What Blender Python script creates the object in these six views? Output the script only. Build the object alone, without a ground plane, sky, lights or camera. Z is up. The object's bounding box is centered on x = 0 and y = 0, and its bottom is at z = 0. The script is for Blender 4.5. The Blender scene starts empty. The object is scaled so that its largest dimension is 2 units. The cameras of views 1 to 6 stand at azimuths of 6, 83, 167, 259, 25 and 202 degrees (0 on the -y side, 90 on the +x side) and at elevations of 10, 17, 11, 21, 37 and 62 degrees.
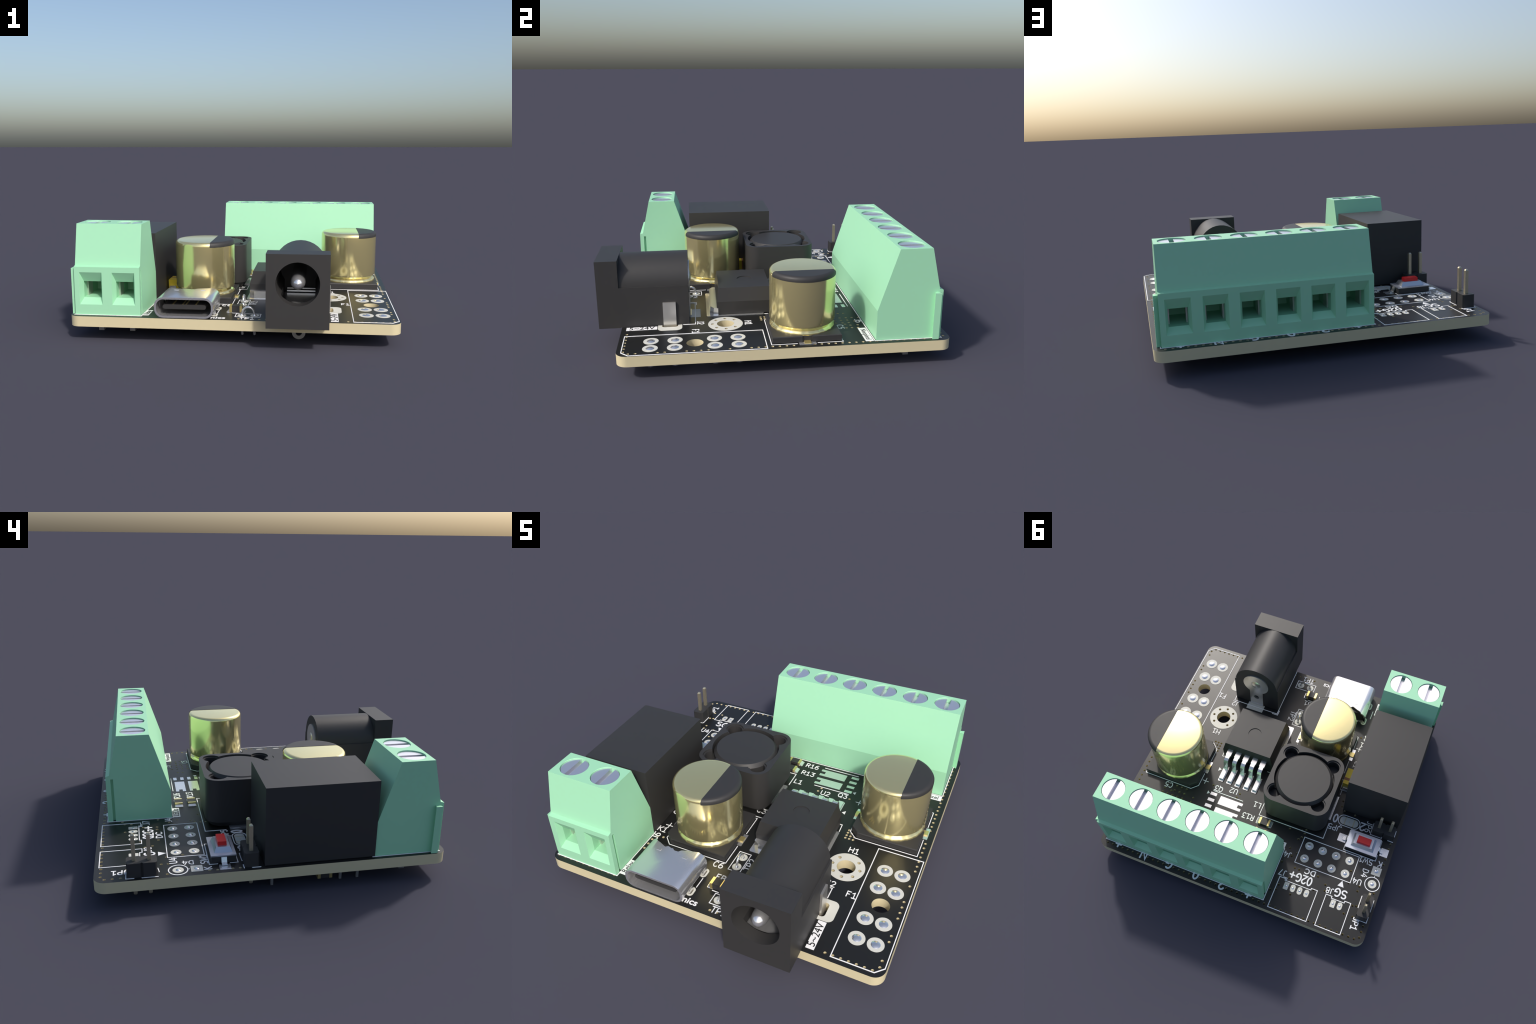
"""Controller circuit board: black PCB with screw terminals, barrel jack, USB socket,
capacitors, inductor, regulator, relay and silkscreen.  Everything is laid out in
millimetres on the board (origin = board centre, z = 0 on the board's top face) and
scaled by M into the scene."""
import bpy, bmesh, math
from mathutils import Vector, Matrix

M = 0.0382            # metres per board millimetre
CY = 0.0641           # board centre in y
ZT = 0.150            # board top face
PI = math.pi


def W(x, y, z=0.0):
    return Vector((x * M, CY + y * M, ZT + z * M))


# ------------------------------------------------------------------ materials
def material(name, base, rough=0.5, metal=0.0, spec=0.5, grain=0.0, grain_scale=40.0,
             bump=0.0, rough_var=0.0, coat=0.0, trans=None):
    m = bpy.data.materials.new(name)
    m.use_nodes = True
    nt = m.node_tree
    b = nt.nodes["Principled BSDF"]
    b.inputs["Base Color"].default_value = (*base, 1)
    b.inputs["Roughness"].default_value = rough
    b.inputs["Metallic"].default_value = metal
    b.inputs["Specular IOR Level"].default_value = spec
    b.inputs["Coat Weight"].default_value = coat
    if grain or bump or rough_var:
        tc = nt.nodes.new("ShaderNodeTexCoord")
        nz = nt.nodes.new("ShaderNodeTexNoise")
        nz.inputs["Scale"].default_value = grain_scale
        nz.inputs["Detail"].default_value = 3
        nt.links.new(tc.outputs["Object"], nz.inputs["Vector"])
        if grain:
            mx = nt.nodes.new("ShaderNodeMix")
            mx.data_type = 'RGBA'
            mx.inputs[6].default_value = (*[c * (1 - grain) for c in base], 1)
            mx.inputs[7].default_value = (*[min(1, c * (1 + grain)) for c in base], 1)
            nt.links.new(nz.outputs["Fac"], mx.inputs[0])
            nt.links.new(mx.outputs[2], b.inputs["Base Color"])
        if rough_var:
            mr = nt.nodes.new("ShaderNodeMapRange")
            mr.inputs["To Min"].default_value = rough - rough_var
            mr.inputs["To Max"].default_value = rough + rough_var
            nt.links.new(nz.outputs["Fac"], mr.inputs["Value"])
            nt.links.new(mr.outputs["Result"], b.inputs["Roughness"])
        if bump:
            bp = nt.nodes.new("ShaderNodeBump")
            bp.inputs["Strength"].default_value = bump
            bp.inputs["Distance"].default_value = 0.002
            nt.links.new(nz.outputs["Fac"], bp.inputs["Height"])
            nt.links.new(bp.outputs["Normal"], b.inputs["Normal"])
    return m


MAT = {
    "mask":    material("black_solder_mask", (0.013, 0.013, 0.0125), 0.4, 0, 0.45, grain=0.05),
    "fr4":     material("glass_fibre_core", (0.62, 0.545, 0.35), 0.75, 0, 0.2, grain=0.02),
    "silk":    material("white_silkscreen_ink", (0.86, 0.86, 0.86), 0.7, 0, 0.2),
    "ink":     material("dark_label_ground", (0.012, 0.012, 0.012), 0.5),
    "green":   material("mint_green_plastic", (0.343, 0.692, 0.444), 0.5, 0, 0.4, grain=0.01),
    "black":   material("black_plastic", (0.037, 0.036, 0.036), 0.5, 0, 0.36, grain=0.03),
    "ferrite": material("dark_ferrite", (0.037, 0.036, 0.036), 0.5, 0, 0.36, grain=0.04),
    "dark":    material("dark_cavity_plastic", (0.012, 0.012, 0.012), 0.7),
    "gold":    material("pale_gold_aluminium", (0.88, 0.775, 0.39), 0.18, 0.82),
    "brass":   material("brass_plating", (0.84, 0.68, 0.28), 0.3, 0.8),
    "pin":     material("gold_flashed_pin", (0.62, 0.55, 0.39), 0.38, 0.8, grain=0.1, grain_scale=150),
    "steel":   material("tinned_steel", (0.78, 0.78, 0.80), 0.22, 0.82),
    "screw":   material("zinc_screw_head", (0.78, 0.77, 0.82), 0.3, 0.82),
    "tin":     material("tin_solder_pad", (0.63, 0.625, 0.565), 0.6, 0.0, 0.3),
    "solder":  material("shiny_solder", (0.80, 0.81, 0.84), 0.2, 0.85),
    "lead":    material("bright_component_lead", (0.78, 0.78, 0.78), 0.22, 0.8),
    "nickel":  material("dull_nickel_contact", (0.70, 0.68, 0.65), 0.28, 0.8),
    "red":     material("red_button_plastic", (0.68, 0.016, 0.018), 0.45),
    "white":   material("pressed_switch_cover", (0.56, 0.59, 0.66), 0.36, 0.85, bump=0.05, grain_scale=150),
    "yellow":  material("yellow_tantalum_body", (0.80, 0.62, 0.04), 0.5),
    "brown":   material("brown_polarity_band", (0.30, 0.13, 0.06), 0.6),
}


# --------------------------------------------------------------- mesh builder
class Mesh:
    """Collects vertices (mm) and faces, with a material key per face."""

    def __init__(self):
        self.v, self.f, self.m, self.s = [], [], [], []

    def add(self, verts, faces, mat, smooth=False):
        o = len(self.v)
        self.v += [tuple(p) for p in verts]
        for f in faces:
            self.f.append([i + o for i in f])
            self.m.append(mat)
            self.s.append(smooth)
        return self

    def box(self, x0, x1, y0, y1, z0, z1, mat, taper=0.0):
        t = taper
        v = [(x0, y0, z0), (x1, y0, z0), (x1, y1, z0), (x0, y1, z0),
             (x0 + t, y0 + t, z1), (x1 - t, y0 + t, z1), (x1 - t, y1 - t, z1), (x0 + t, y1 - t, z1)]
        f = [(3, 2, 1, 0), (4, 5, 6, 7), (0, 1, 5, 4), (1, 2, 6, 5), (2, 3, 7, 6), (3, 0, 4, 7)]
        return self.add(v, f, mat)

    def prism(self, poly, axis, a, b, mat, smooth=False, caps=True):
        """Extrude a 2D polygon along an axis from a to b."""
        def put(p, t):
            return {'x': (t, p[0], p[1]), 'y': (p[0], t, p[1]), 'z': (p[0], p[1], t)}[axis]
        n = len(poly)
        v = [put(p, a) for p in poly] + [put(p, b) for p in poly]
        self.add(v, [(i, (i + 1) % n, n + (i + 1) % n, n + i) for i in range(n)], mat, smooth)
        if caps:
            self.add([put(p, a) for p in poly], [list(range(n))[::-1]], mat)
            self.add([put(p, b) for p in poly], [list(range(n))], mat)
        return self

    def loft(self, rings, mat, smooth=False, caps=True):
        """Skin closed rings of equal point count."""
        n = len(rings[0])
        v = [p for r in rings for p in r]
        f = []
        for k in range(len(rings) - 1):
            for i in range(n):
                j = (i + 1) % n
                f.append((k * n + i, k * n + j, (k + 1) * n + j, (k + 1) * n + i))
        self.add(v, f, mat, smooth)
        if caps:
            self.add(rings[0], [list(range(n))[::-1]], mat)
            self.add(rings[-1], [list(range(n))], mat)
        return self

    def lathe(self, prof, mat, n=48, cx=0, cy=0, smooth=True, axis='z', c2=0):
        """Revolve (radius, height) pairs; radius 0 closes with a fan."""
        rings = []
        for r, h in prof:
            ring = []
            for i in range(n):
                a = 2 * PI * i / n
                u, w = r * math.cos(a), r * math.sin(a)
                ring.append((cx + u, cy + w, h) if axis == 'z' else (cx + u, h, c2 + w))
            rings.append(ring)
        v, f = [], []
        for ring in rings:
            v += ring
        for k in range(len(rings) - 1):
            for i in range(n):
                j = (i + 1) % n
                f.append((k * n + i, k * n + j, (k + 1) * n + j, (k + 1) * n + i))
        return self.add(v, f, mat, smooth)

    def tube(self, path, r, mat, n=10):
        rings = []
        up0 = Vector((0, 0, 1))
        for i, p in enumerate(path):
            p = Vector(p)
            d = (Vector(path[min(i + 1, len(path) - 1)]) - Vector(path[max(i - 1, 0)])).normalized()
            s = d.cross(Vector((0.3, 0.91, 0.28)))
            s.normalize()
            t = d.cross(s)
            rings.append([tuple(p + s * r * math.cos(2 * PI * k / n) + t * r * math.sin(2 * PI * k / n)) for k in range(n)])
        return self.loft(rings, mat, True)

    def make(self, name, parent=None, loc=(0, 0, 0), weld=True, fix=True):
        me = bpy.data.meshes.new(name)
        me.from_pydata([(x * M, y * M, z * M) for x, y, z in self.v], [], self.f)
        keys = []
        for k in self.m:
            if k not in keys:
                keys.append(k)
        for k in keys:
            me.materials.append(MAT[k])
        for p, k, s in zip(me.polygons, self.m, self.s):
            p.material_index = keys.index(k)
            p.use_smooth = s
        bm = bmesh.new()
        bm.from_mesh(me)
        if weld:
            bmesh.ops.remove_doubles(bm, verts=bm.verts, dist=1e-6)
        if fix:
            bmesh.ops.recalc_face_normals(bm, faces=bm.faces)
        bm.to_mesh(me)
        bm.free()
        sharpen(me)
        return place(me, name, parent, loc)


def sharpen(me, angle=35):
    """Keep edges sharper than the angle crisp on smooth shaded faces."""
    bm = bmesh.new()
    bm.from_mesh(me)
    for e in bm.edges:
        if len(e.link_faces) == 2:
            e.smooth = e.calc_face_angle(0) < math.radians(angle)
    bm.to_mesh(me)
    bm.free()


def place(me, name, parent=None, loc=(0, 0, 0)):
    ob = bpy.data.objects.new(name, me)
    bpy.context.scene.collection.objects.link(ob)
    p = W(*loc)
    if parent is not None:
        ob.parent = parent
        p = p - ORIGIN.get(parent.name, Vector((0, 0, 0)))
    ob.location = p
    ORIGIN[ob.name] = W(*loc)
    return ob


ORIGIN = {}


def repeat(ob, parent, loc):
    c = ob.copy()
    bpy.context.scene.collection.objects.link(c)
    c.parent = parent
    c.location = W(*loc) - ORIGIN.get(parent.name, Vector((0, 0, 0)))
    ORIGIN[c.name] = W(*loc)
    return c


def cut(ob, cutters):
    """Boolean-subtract helper meshes, then drop them."""
    for c in cutters:
        md = ob.modifiers.new("cut", 'BOOLEAN')
        md.operation = 'DIFFERENCE'
        md.solver = 'EXACT'
        md.object = c
    dg = bpy.context.evaluated_depsgraph_get()
    me = bpy.data.meshes.new_from_object(ob.evaluated_get(dg))
    ob.modifiers.clear()
    ob.data = me
    for c in cutters:
        bpy.data.objects.remove(c)
    return ob


def rrect(x0, x1, y0, y1, r, n=6):
    pts = []
    for cx, cy, a0 in ((x1 - r, y1 - r, 0), (x0 + r, y1 - r, 90), (x0 + r, y0 + r, 180), (x1 - r, y0 + r, 270)):
        for i in range(n + 1):
            a = math.radians(a0 + 90 * i / n)
            pts.append((cx + r * math.cos(a), cy + r * math.sin(a)))
    return pts


def circle(cx, cy, r, n=24, a0=0, a1=360):
    full = abs(a1 - a0) >= 360
    k = n if full else n + 1
    return [(cx + r * math.cos(math.radians(a0 + (a1 - a0) * i / n)),
             cy + r * math.sin(math.radians(a0 + (a1 - a0) * i / n))) for i in range(k)]


# ------------------------------------------------------------------- the root
root = bpy.data.objects.new("controller_circuit_board", None)
bpy.context.scene.collection.objects.link(root)
root.location = (0, 0, 0)
root.empty_display_size = 0.2
root["label"] = "black circuit board with mint green screw terminals and gold capacitors"
root["category"] = "circuit board"
ORIGIN[root.name] = Vector((0, 0, 0))

# ------------------------------------------------------------- board and vias
BX, BY, TH = 25.0, 24.5, 1.6

vias = []


def via_row(x, y, dx, dy, n, skip=()):
    for i in range(n):
        if i not in skip:
            vias.append((x + dx * i, y + dy * i))


via_row(24.14, -22.68, 0, 1.026, 43, (2, 3, 6, 7, 12, 13, 15, 16, 24, 25))   # right edge
via_row(-23.38, 23.62, 1.018, 0, 47)                                        # back edge
via_row(17.33, -23.43, 1.02, 0, 7)                                          # front edge
via_row(1.02, -23.43, 1.03, 0, 5, (2,))
via_row(-24.06, -23.43, 1.08, 0, 10)
via_row(-24.13, 21.05, 0, 1.02, 3)                                          # left edge
for p in ((-24.09, 14.99), (-24.1, 5.27), (-24.1, 6.25), (-24.1, 8.31), (-24.1, 9.4)):
    vias.append(p)
for i, k in enumerate((3, 3, 2, 1)):                                        # beside the capacitor
    for j in range(k):
        vias.append((12.85 + 0.6 * j, -0.94 - 0.6 * (3 - i)))
for x in (14.8, 15.82, 16.83):                                              # power stitching grid
    for y in (8.82, 9.83, 10.84):
        vias.append((x, y))
vias += [(12.92, 9.95), (12.92, 10.85), (16.3, 11.88), (17.86, 12.0), (17.86, 10.86), (18.83, 10.86),
         (18.8, 10.0), (18.94, 11.78), (17.4, 10.1), (14.8, 11.8), (14.9, 12.85),
         (10.47, 6.14), (5.08, 6.01), (5.37, 6.88), (-12.2, -14.01), (-13.09, -14.14), (-13.5, -15.08),
         (-13.53, -16.09), (-13.53, -17.12),
         (-7.1, 20.87), (-8.02, 20.5), (-8.19, 19.52), (-10.69, 20.45), (-9.48, 17.76), (-9.71, 15.68),
         (-10.53, 15.72), (-14.07, 15.66), (-15.76, 16.6), (-14.16, 18.23), (-7.15, 15.44), (-8.37, 13.79),
         (-9.11, 13.03), (-7.57, 12.48), (-6.2, 9.08), (-8.43, 8.6), (-9.05, 8.24), (-9.04, 9.03),
         (-8.78, 9.86), (-8.35, 10.43), (-19.42, 14.82), (-21.38, 14.7), (-21.34, 15.64), (-19.14, 12.57),
         (-21.36, 18.37), (-21.98, 18.21), (-20.38, 20.19), (-21.97, 20.2), (-16.04, 17.66), (-18.26, 17.87),
         (-13.58, 1.33), (-13.43, 0.25), (-14.36, 2.15), (-16.41, 2.21), (-22.95, 20.85)]
HOLE = [(14.92, -8.44, 1.34), (21.45, -13.25, 1.24)]
H1_VIAS = [(14.92 + 2.04 * math.cos(PI / 4 * i), -8.44 + 2.04 * math.sin(PI / 4 * i)) for i in range(8)]
SLOTS = [rrect(14.2, 15.25, -18.3, -15.8, 0.5), rrect(8.4, 11.4, -14.3, -13.72, 0.2)]
USB_X = -7.2
USB_PADS = [(USB_X + s * 4.28, y, l) for s in (-1, 1) for y, l in ((-17.85, 1.7), (-21.62, 1.6))]
for x, y, l in USB_PADS:
    SLOTS.append(rrect(x - 0.24, x + 0.24, y - l / 2 + 0.28, y + l / 2 - 0.28, 0.23))

cu = bpy.data.curves.new("board_outline", 'CURVE')
cu.dimensions = '2D'
cu.fill_mode = 'BOTH'
cu.extrude = TH / 2 * M


def spline(pts):
    s = cu.splines.new('POLY')
    s.points.add(len(pts) - 1)
    for p, (x, y) in zip(s.points, pts):
        p.co = (x * M, y * M, 0, 1)
    s.use_cyclic_u = True


spline(rrect(-BX, BX, -BY + .12, BY, 1.6, 12))
for x, y, r in HOLE:
    spline(circle(x, y, r, 40))
kept = []
for x, y in vias + H1_VIAS:
    if all((x - a) ** 2 + (y - b) ** 2 > 0.2 for a, b in kept):
        kept.append((x, y))
        spline(circle(x, y, 0.24 if (x, y) in H1_VIAS else 0.205, 10))
for s in SLOTS:
    spline(s)
tmp = bpy.data.objects.new("tmp_outline", cu)
bpy.context.scene.collection.objects.link(tmp)
dg = bpy.context.evaluated_depsgraph_get()
me = bpy.data.meshes.new_from_object(tmp.evaluated_get(dg))
bpy.data.objects.remove(tmp)
me.name = "board"
me.materials.clear()
me.materials.append(MAT["mask"])
me.materials.append(MAT["fr4"])
for p in me.polygons:
    p.use_smooth = False
    p.material_index = 0 if abs(p.normal.z) > 0.7 else 1
board = place(me, "board", root, (0, 0, -TH / 2))

# ------------------------------------------------------------------ silkscreen
INK_Z = 0.035


class Ink:
    """Flat printed strokes with round ends, each stroke a hair higher than the last."""
    level = 0

    def __init__(self):
        self.mesh = Mesh()

    def stroke(self, pts, w=0.15, closed=False, mat="silk", z=INK_Z):
        Ink.level = (Ink.level + 1) % 9
        top = z + 0.0035 * Ink.level
        P = [Vector(p) for p in pts]
        if closed:
            P.append(P[0].copy())
        n = len(P)
        h = w / 2
        left, right = [], []
        for i in range(n):
            a = P[i] - P[i - 1] if i > 0 else (P[0] - P[-2] if closed else P[1] - P[0])
            b = P[i + 1] - P[i] if i < n - 1 else (P[1] - P[0] if closed else P[-1] - P[-2])
            a, b = a.normalized(), b.normalized()
            na, nb = Vector((-a.y, a.x)), Vector((-b.y, b.x))
            mid = (na + nb)
            if mid.length < 1e-4:
                mid = na
            mid.normalize()
            k = h / max(0.5, mid.dot(na))
            left.append(P[i] + mid * k)
            right.append(P[i] - mid * k)
        verts = [(p.x, p.y, top) for p in left] + [(p.x, p.y, top) for p in right]
        faces = [(i, n + i, n + i + 1, i + 1) for i in range(n - 1)]
        if not closed:
            for end, q, d, li, ri in ((0, P[0], P[0] - P[1], 0, n), (1, P[-1], P[-1] - P[-2], n - 1, 2 * n - 1)):
                d = d.normalized()
                nn = Vector((-d.y, d.x))
                o = len(verts)
                arc = []
                for t in range(1, 5):
                    a = PI * t / 5
                    c = q + (nn * math.cos(a) + d * math.sin(a)) * h
                    verts.append((c.x, c.y, top))
                    arc.append(o + t - 1)
                first, last = (ri, li) if end == 0 else (li, ri)
                faces.append([first] + arc + [last])
        self.mesh.add(verts, faces, mat)
        # thin skirt so the ink has a body
        loop = list(range(n)) + [2 * n - 1 - i for i in range(n)]
        sv = [verts[i] for i in loop] + [(verts[i][0], verts[i][1], 0.0) for i in loop]
        k = len(loop)
        self.mesh.add(sv, [(i, (i + 1) % k, k + (i + 1) % k, k + i) for i in range(k)], mat)

    def fill(self, poly, mat="silk", z=INK_Z):
        self.mesh.prism(poly, 'z', 0.0, z, mat)

    def make(self, name, parent=root):
        return self.mesh.make(name, parent, weld=False, fix=True)


def arc(cx, cy, rx, ry, a0, a1, n=8):
    return [(cx + rx * math.cos(math.radians(a0 + (a1 - a0) * i / n)),
             cy + ry * math.sin(math.radians(a0 + (a1 - a0) * i / n))) for i in range(n + 1)]


# drawn single-stroke lettering: cap height 1, each glyph = (advance, strokes)
GLYPH = {
    '0': (0.78, [arc(.39, .5, .27, .5, 0, 360, 18)]),
    '1': (0.78, [[(.12, .78), (.39, 1), (.39, 0)], [(.12, 0), (.66, 0)]]),
    '2': (0.78, [arc(.38, .72, .27, .28, 160, -30, 10) + [(.08, 0), (.68, 0)]]),
    '3': (0.78, [[(.1, 1), (.66, 1), (.36, .62)] + arc(.37, .31, .29, .31, 80, -150, 10)]),
    '4': (0.80, [[(.56, .68), (.56, 0)], [(.44, 1), (.1, .3), (.72, .3)]]),
    '5': (0.78, [[(.62, 1), (.16, 1), (.12, .56)] + arc(.36, .32, .29, .32, 130, -145, 11)]),
    '6': (0.78, [[(.6, 1), (.4, .95), (.24, .82), (.15, .6), (.11, .3)], arc(.39, .3, .28, .3, 0, 360, 16)]),
    '7': (0.78, [[(.1, 1), (.68, 1), (.3, 0)]]),
    '8': (0.78, [arc(.39, .77, .23, .23, 0, 360, 14), arc(.39, .28, .28, .28, 0, 360, 16)]),
    'B': (0.85, [[(.14, 0), (.14, 1)], [(.14, 1), (.42, 1)] + arc(.42, .77, .22, .23, 90, -90, 7)[1:] + [(.14, .54)],
                 [(.42, .54)] + arc(.44, .27, .25, .27, 90, -90, 7)[1:] + [(.14, 0)]]),
    'C': (0.85, [arc(.44, .5, .33, .5, 45, 315, 16)]),
    'D': (0.88, [[(.14, 0), (.14, 1), (.36, 1)] + arc(.36, .5, .36, .5, 90, -90, 12)[1:] + [(.14, 0)]]),
    'F': (0.78, [[(.14, 0), (.14, 1), (.64, 1)], [(.14, .53), (.5, .53)]]),
    'G': (0.88, [arc(.45, .5, .34, .5, 60, 330, 16) + [(.76, .46), (.5, .46)]]),
    'H': (0.92, [[(.14, 0), (.14, 1)], [(.76, 0), (.76, 1)], [(.14, .54), (.76, .54)]]),
    'J': (0.65, [[(.46, 1), (.46, .25)] + arc(.26, .25, .2, .25, 0, -130, 7)[1:]]),
    'K': (0.85, [[(.14, 0), (.14, 1)], [(.72, 1), (.14, .46)], [(.3, .6), (.74, 0)]]),
    'L': (0.75, [[(.14, 1), (.14, 0), (.62, 0)]]),
    'N': (0.92, [[(.14, 0), (.14, 1), (.76, 0), (.76, 1)]]),
    'P': (0.85, [[(.14, 0), (.14, 1)], [(.14, 1), (.44, 1)] + arc(.44, .73, .25, .27, 90, -90, 8)[1:] + [(.14, .46)]]),
    'Q': (0.92, [arc(.46, .52, .33, .48, 0, 360, 18), [(.5, .2), (.82, -.1)]]),
    'R': (0.85, [[(.14, 0), (.14, 1)], [(.14, 1), (.44, 1)] + arc(.44, .75, .24, .25, 90, -90, 8)[1:] + [(.14, .5)],
                 [(.42, .5), (.7, 0)]]),
    'S': (0.82, [arc(.4, .75, .27, .25, 40, 250, 10) + arc(.4, .26, .3, .26, 75, -145, 11)]),
    'T': (0.75, [[(.06, 1), (.7, 1)], [(.38, 1), (.38, 0)]]),
    'U': (0.90, [[(.14, 1), (.14, .3)] + arc(.44, .3, .3, .3, 180, 360, 10)[1:] + [(.74, 1)]]),
    'W': (1.05, [[(.08, 1), (.28, 0), (.52, .72), (.76, 0), (.96, 1)]]),
    '+': (0.95, [[(.14, .42), (.82, .42)], [(.48, .08), (.48, .76)]]),
    '-': (0.95, [[(.14, .42), (.82, .42)]]),
}


def label(text, cx, cy, size=1.0, w=0.145, rot=0, squeeze=1.0, name="printed_label"):
    ink = Ink()
    total = sum(GLYPH[c][0] for c in text) * size * squeeze
    x = -total / 2
    ca, sa = math.cos(math.radians(rot)), math.sin(math.radians(rot))
    for c in text:
        adv, strokes = GLYPH[c]
        for s in strokes:
            pts = []
            for px, py in s:
                u, v = x + px * size * squeeze, (py - 0.5) * size
                pts.append((cx + u * ca - v * sa, cy + u * sa + v * ca))
            closed = (abs(pts[0][0] - pts[-1][0]) + abs(pts[0][1] - pts[-1][1])) < 1e-6
            ink.stroke(pts[:-1] if closed else pts, w, closed)
        x += adv * size * squeeze
    return ink.make(name)


def font_text(text, cx, cy, size, rot, mat, z0, z1, name, sx=1.0, bold=0.0):
    fc = bpy.data.curves.new(name, 'FONT')
    fc.body = text
    fc.size = size * M
    fc.align_x = 'CENTER'
    fc.align_y = 'CENTER'
    fc.offset = bold * M
    fc.extrude = (z1 - z0) / 2 * M
    fc.resolution_u = 3
    o = bpy.data.objects.new(name, fc)
    bpy.context.scene.collection.objects.link(o)
    me = bpy.data.meshes.new_from_object(o.evaluated_get(bpy.context.evaluated_depsgraph_get()))
    bpy.data.objects.remove(o)
    me.transform(Matrix.Rotation(math.radians(rot), 4, 'Z') @ Matrix.Diagonal((sx, 1, 1, 1)))
    me.materials.clear()
    me.materials.append(MAT[mat])
    for p in me.polygons:
        p.material_index = 0
    return place(me, name, root, (cx, cy, (z0 + z1) / 2))


for args in (("F1", 17.3, -13.13), ("H1", 14.92, -4.88), ("J2", 14.05, -12.3), ("TP1", 2.25, -23.15),
             ("TP2", 2.27, -13.8, 1, .145, 90), ("FB1", 0.05, -17.72), ("C6", -1.88, -15.62),
             ("J6", -13.38, -14.15, 1, .145, 90), ("K1", -13.25, -12.5), ("+", -12.72, -11.25, 1.7, .125),
             ("C3", -1.22, -2.4), ("U2", 6.4, 5.87), ("Q3", 9.2, 6.45), ("L1", 1.2, 6.9), ("R13", 1.85, 9.66),
             ("R16", 1.8, 11.85), ("J4", -7.6, 13.85), ("J5", 16.35, 12.5), ("C5", 18.38, 9.12),
             ("+", 12.22, 5.99, 1.7, .125), ("C1", -13.3, -7.9, 1, .145, 90),
             ("U4", -20.7, 14.02), ("D4", -21.52, 12.05, 1, .145, 90), ("K", -23.48, 9.54), ("SW1", -20.95, 9.85),
             ("J7", -8.05, 17.3), ("J8", -16.83, 17.32), ("SG", -18.75, 17.12, 1.4, .25), ("02G+", -11.35, 17.12, 1.45, .25, 0, .88),
             ("DC", -12.5, 15.52, .88, .18, 0, 1.45), ("JP1", -22.7, 21.2, 1, .18, 90), ("JP6", -19.43, 3.5, 1, .145, 90),
             ("JP5", -13.55, 5.85), ("0", -13.25, 4.0, 1.55, .26, 0, .8), ("2", -18.38, 3.87, 1.45, .26, 0, .95),
             ("+", 21.4, 23.35, 1.5, .3), ("N", 16.25, 23.3, 1.6, .3), ("G", 11.3, 23.25, 1.6, .3),
             ("0", 6.0, 23.25, 1.6, .3), ("2", 1.0, 23.25, 1.6, .3), ("+", -3.95, 23.35, 1.5, .3)):
    label(*args)

font_text("nics", -2.15, -23.2, 1.42, 0, "silk", 0, INK_Z, "printed_label", 1.05, 0.03)
for txt, cx, cy, lx, ly, rot, size, sx in (("5~24V", 15.33, -21.32, 1.14, 4.68, 90, 1.5, .97),
                                           ("Neopixel", 21.6, 12.25, 4.85, 1.2, 0, 1.2, .88),
                                           ("LEDs", -4.95, 12.47, 3.4, 1.18, 0, 1.4, .95),
                                           ("Relay", -13.42, -21.4, 1.0, 2.9, 90, 1.15, .9)):
    plate = Ink()
    plate.fill([(cx - lx / 2, cy - ly / 2), (cx + lx / 2, cy - ly / 2), (cx + lx / 2, cy + ly / 2), (cx - lx / 2, cy + ly / 2)])
    plate.make("label_ground")
    font_text(txt, cx, cy, size, rot, "ink", INK_Z, INK_Z + 0.03, "label_text", sx)

lines = Ink()


def poly(*pts, closed=False, w=0.125):
    lines.stroke(pts, w, closed)


def rect(x0, x1, y0, y1, w=0.125):
    poly((x0, y0), (x1, y0), (x1, y1), (x0, y1), closed=True, w=w)


rect(-19.67, -9.3, 9.6, 14.7)                                             # module socket
poly((-7.84, 18.12), (-8.92, 18.12), (-8.92, 18.42), (-13.74, 18.42), (-13.74, 18.12), (-14.86, 18.12),
     (-14.86, 23.87), (-7.84, 23.87), closed=True)
poly((-16.46, 18.12), (-17.54, 18.12), (-17.54, 18.46), (-19.87, 18.46), (-19.87, 18.12), (-20.96, 18.12),
     (-20.96, 23.88), (-16.46, 23.88), closed=True)
poly((-8.5, 17.95), (-9.15, 17.95), (-9.15, 18.4))
poly((18.09, -2.94), (24.78, -2.94), (24.78, -22.6), (23.72, -23.66), (18.09, -23.66), closed=True)
poly((14.52, -15.0), (14.52, -13.1), (5.27, -13.1), (5.27, -24.3))        # jack
poly((6.22, -12.88), (5.08, -12.88), (5.08, -13.95))
rect(0.33, 4.13, -22.36, -20.52, .12)                                     # test loops
rect(-0.26, 1.57, -15.79, -11.93, .12)
rect(-6.72, 24.04, 13.02, 23.1, .13)                                      # terminal outlines
rect(-24.33, -13.9, -23.42, -13.45, .13)
for sx, sy in ((-1, -1), (1, -1), (1, 1), (-1, 1)):                       # inductor brackets
    cx, cy = -6.19 + sx * 6.27, 2.35 + sy * 6.28
    poly((cx, 2.35 + sy * 3.1), (cx, cy), (-6.19, cy))
for cx, cy in ((18.33, 3.06), (-6.4, -9.64)):                             # can capacitors
    x0, x1, y0, y1, c = cx - 5.26, cx + 5.3, cy - 5.28, cy + 5.28, 1.1
    poly((x0, cy + 1.5), (x0, y1 - c), (x0 + c, y1), (x1, y1), (x1, cy + 1.5))
    poly((x0, cy - 1.5), (x0, y0 + c), (x0 + c, y0), (x1, y0), (x1, cy - 1.5))
poly((3.99, 12.33), (9.98, 12.33))
poly((3.99, 7.18), (9.95, 7.18))
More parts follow.
